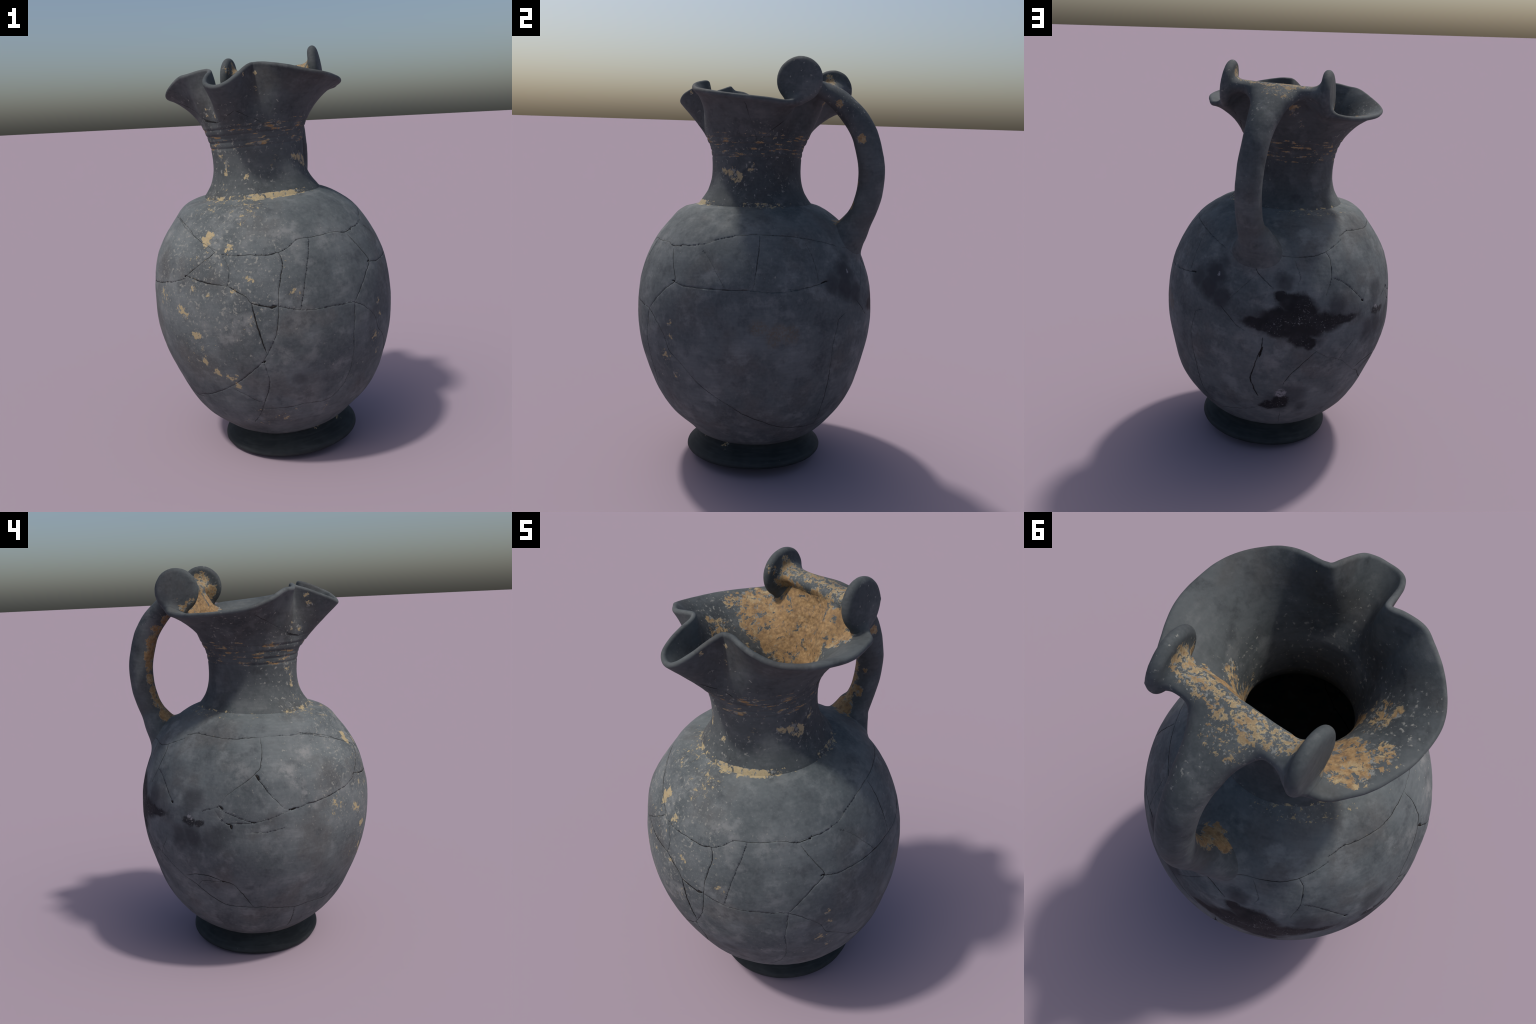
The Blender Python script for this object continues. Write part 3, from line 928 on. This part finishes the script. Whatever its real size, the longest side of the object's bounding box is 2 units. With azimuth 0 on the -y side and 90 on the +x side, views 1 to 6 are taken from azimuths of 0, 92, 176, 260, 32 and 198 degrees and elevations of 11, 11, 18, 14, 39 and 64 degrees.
def neck_material():
    S = Shader("neck_clay")
    c, h = clay(S, NECK_AXIS, 0.90)  # tint darkened to carry the shade on the neck's front
    W = S.warped(11, 0.09, 4)
    c = flecks(S, S.spots([(-.15, -.2, 1.5, .5, .8), (.2, 0, 1.5, .4, .75), (-.3, .1, 1.75, .3, .8)], S.P, 0.6), c)
    hn = S.dot(S.vec("SUBTRACT", S.P, tuple(NECK_BASE)), tuple(NECK_AXIS))
    # outside: pale flakes, earth left in the turned grooves and in the seam
    flakes = S.spots([(.16, -.12, 1.46, .055, .80), (.13, -.16, 1.46, .05, .74), (.17, -.09, 1.45, .05, .8), (.18, -.03, 1.48, .05, .6), (.20, .07, 1.645, .035, .8),
                      (-.22, -.15, 1.49, .04, .72), (-.20, -.17, 1.45, .035, .75), (-.19, -.18, 1.42, .035, .75), (-.10, -.24, 1.40, .05, .62), (-.22, -.19, 1.34, .06, .62), (.05, -.24, 1.44, .1, .45),
                      (-.25, -.25, 1.82, .035, .85), (-.25, -.26, 1.78, .03, .85), (-.23, -.21, 1.69, .04, .72), (-.27, -.18, 1.69, .03, .7), (-.03, -.28, 1.86, .022, .9), (-.09, -.35, 1.84, .025, .75), (-.04, -.28, 1.79, .04, .55)], W, 0.85)
    groove = S.math("MULTIPLY", S.ramp(S.math("ABSOLUTE", S.math("SUBTRACT", hn, 1.585)), 0.072, 0.050),
                    S.ramp(S.noise(1.0, 3, 0.55, vec=S.stretched(NECK_AXIS, 90, 13)), 0.50, 0.66, 0.10, 0.86))
    rim_side = S.spots([(.03, -.28, 1.31, .22, 1.0), (-.20, -.18, 1.31, .14, .55), (.25, .05, 1.3, .16, .55), (-.15, .22, 1.31, .2, .45)], S.P, 0.7)
    seam = S.math("MULTIPLY", S.ramp(hn, 1.324, 1.314), S.math("ADD", S.math("MULTIPLY", rim_side, 0.44), 0.37))
    under = S.spots([(-.02, .29, 1.79, .07, .72), (-.05, .28, 1.74, .06, .6), (.02, .26, 1.72, .05, .5), (-.19, .31, 1.72, .05, .55), (.16, .26, 1.74, .06, .55)], W, 0.9)
    # inside: thick earth against the handle wall
    earth = S.spots([(.03, .20, 1.76, .24, 1.25), (.06, .17, 1.62, .20, 1.25), (-.09, .21, 1.66, .17, 1.25), (.16, .14, 1.80, .13, 1.1), (-.10, .25, 1.78, .17, 1.2), (-.20, .22, 1.70, .15, 1.0), (-.27, .28, 1.75, .12, .85),
                     (-.33, .22, 1.75, .10, .66), (-.30, .06, 1.69, .11, .66), (-.33, .04, 1.73, .08, .60), (.19, .04, 1.64, .08, .75), (.25, .13, 1.80, .07, .95), (.05, .08, 1.45, .26, 1.0), (-.2, .05, 1.55, .14, .85)], W, 0.6)
    nrm = S.nt.nodes.new("ShaderNodeNewGeometry").outputs["True Normal"]
    to_axis = S.vec("NORMALIZE", S.vec("MULTIPLY", S.vec("SUBTRACT", (-0.05, -0.015, 0.0), S.P), (1, 1, 0)))
    inward = S.ramp(S.dot(nrm, to_axis), -0.10, 0.05)
    holes = S.ramp(S.noise(30, 5, 0.7, vec=S.vec("ADD", S.P, (2.0, 7.0, 3.0)), warp=0.6), 0.55, 0.62, 0, 0.85)
    earth = S.math("SUBTRACT", earth, holes)
    earth = S.math("MULTIPLY", earth, inward)
    outside = S.math("SUBTRACT", 1.0, inward)
    groove, seam = S.math("MULTIPLY", groove, outside), S.math("MULTIPLY", seam, outside)
    cover = S.any(flakes, groove, seam, under, earth)
    warm = S.math("ADD", S.math("MULTIPLY", S.any(groove, earth, under), 0.40), 0.02)
    c, h = crust(S, cover, warm, c, h, grain=34)
    return S.finish(c, h, 0.35, 0.78, 0.28)


def handle_material():
    S = Shader("handle_clay")
    c, h = clay(S, NECK_AXIS)
    W = S.warped(11, 0.07, 4)
    c = flecks(S, S.spots([(.1, .3, 1.85, .4, .7), (.15, .5, 1.5, .3, .4)], S.P, 0.5), c)
    strap = S.spots([(.22, .20, 1.92, .08, .72), (.16, .24, 1.92, .08, .66), (.08, .28, 1.92, .09, .62), (.0, .32, 1.91, .09, .68), (-.08, .33, 1.90, .09, .62), (-.14, .34, 1.90, .07, .72), (.08, .36, 1.88, .09, .52), (.03, .38, 1.87, .08, .5)], W, 0.6)
    front = S.spots([(.05, .22, 1.84, .10, .95), (-.05, .26, 1.83, .10, .95), (.14, .18, 1.85, .09, .95), (-.12, .30, 1.85, .07, 1.0), (.22, .17, 1.86, .06, 1.0),
                     (-.15, .33, 1.86, .06, .9), (-.155, .34, 1.93, .045, .72), (-.18, .29, 1.91, .05, .6), (.245, .17, 1.93, .05, .85), (.245, .14, 1.87, .06, .9), (.25, .19, 1.96, .04, .55),
                     (-.21, .33, 1.79, .045, .75), (-.215, .36, 1.83, .035, .66), (-.21, .30, 1.82, .04, .6)], W, 0.7)
    inner = S.spots([(.075, .40, 1.74, .06, .8), (.095, .44, 1.68, .065, .86), (.115, .47, 1.62, .065, .92), (.12, .48, 1.56, .065, .95), (.125, .482, 1.50, .06, .95), (.128, .48, 1.44, .06, .95), (.128, .467, 1.38, .065, .98), (.118, .45, 1.32, .07, 1.0),
                     (.095, .42, 1.26, .075, 1.05), (.215, .475, 1.65, .04, .95), (.195, .46, 1.43, .035, .85), (.18, .445, 1.34, .045, .85), (.10, .50, 1.57, .04, .85), (.09, .46, 1.31, .045, .85), (.19, .37, 1.80, .035, .7), (.13, .41, 1.24, .08, 1.0)], W, 0.6)
    cover = S.any(strap, front, inner)
    c, h = crust(S, cover, S.math("ADD", S.math("MULTIPLY", S.any(front, inner, S.math("MULTIPLY", strap, 0.7)), 0.34), 0.06), c, h, grain=58)
    return S.finish(c, h, 0.35, 0.78, 0.28)


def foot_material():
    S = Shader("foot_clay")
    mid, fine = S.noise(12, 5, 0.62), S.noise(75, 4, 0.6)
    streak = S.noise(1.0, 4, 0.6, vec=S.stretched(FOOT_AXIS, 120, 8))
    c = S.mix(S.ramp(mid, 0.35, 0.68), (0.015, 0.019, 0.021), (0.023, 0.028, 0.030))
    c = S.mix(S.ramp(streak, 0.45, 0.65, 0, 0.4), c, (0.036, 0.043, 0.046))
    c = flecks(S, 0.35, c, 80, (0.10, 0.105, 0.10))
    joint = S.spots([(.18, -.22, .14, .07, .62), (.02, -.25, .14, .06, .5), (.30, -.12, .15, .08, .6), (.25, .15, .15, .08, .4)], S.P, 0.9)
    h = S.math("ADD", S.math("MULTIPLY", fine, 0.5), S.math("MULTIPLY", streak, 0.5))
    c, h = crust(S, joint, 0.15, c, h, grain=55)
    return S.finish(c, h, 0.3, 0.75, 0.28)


def crack_material():
    S = Shader("crack_dark")
    c = S.mix(S.ramp(S.noise(40, 3), 0.4, 0.7), (0.014, 0.013, 0.013), (0.030, 0.027, 0.025))
    return S.finish(c, S.noise(90, 3), 0.2, 0.95, 0.1)


neck_mat, handle_mat, crack_mat = neck_material(), handle_material(), crack_material()
belly_part.data.materials.append(belly_material())
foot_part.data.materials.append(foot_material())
for o in (neck_part, mouth_part):
    o.data.materials.append(neck_mat)
for o in [handle_part, strap_part] + disc_parts:
    o.data.materials.append(handle_mat)
for o in (crack_part, neck_crack_part):
    o.data.materials.append(crack_mat)
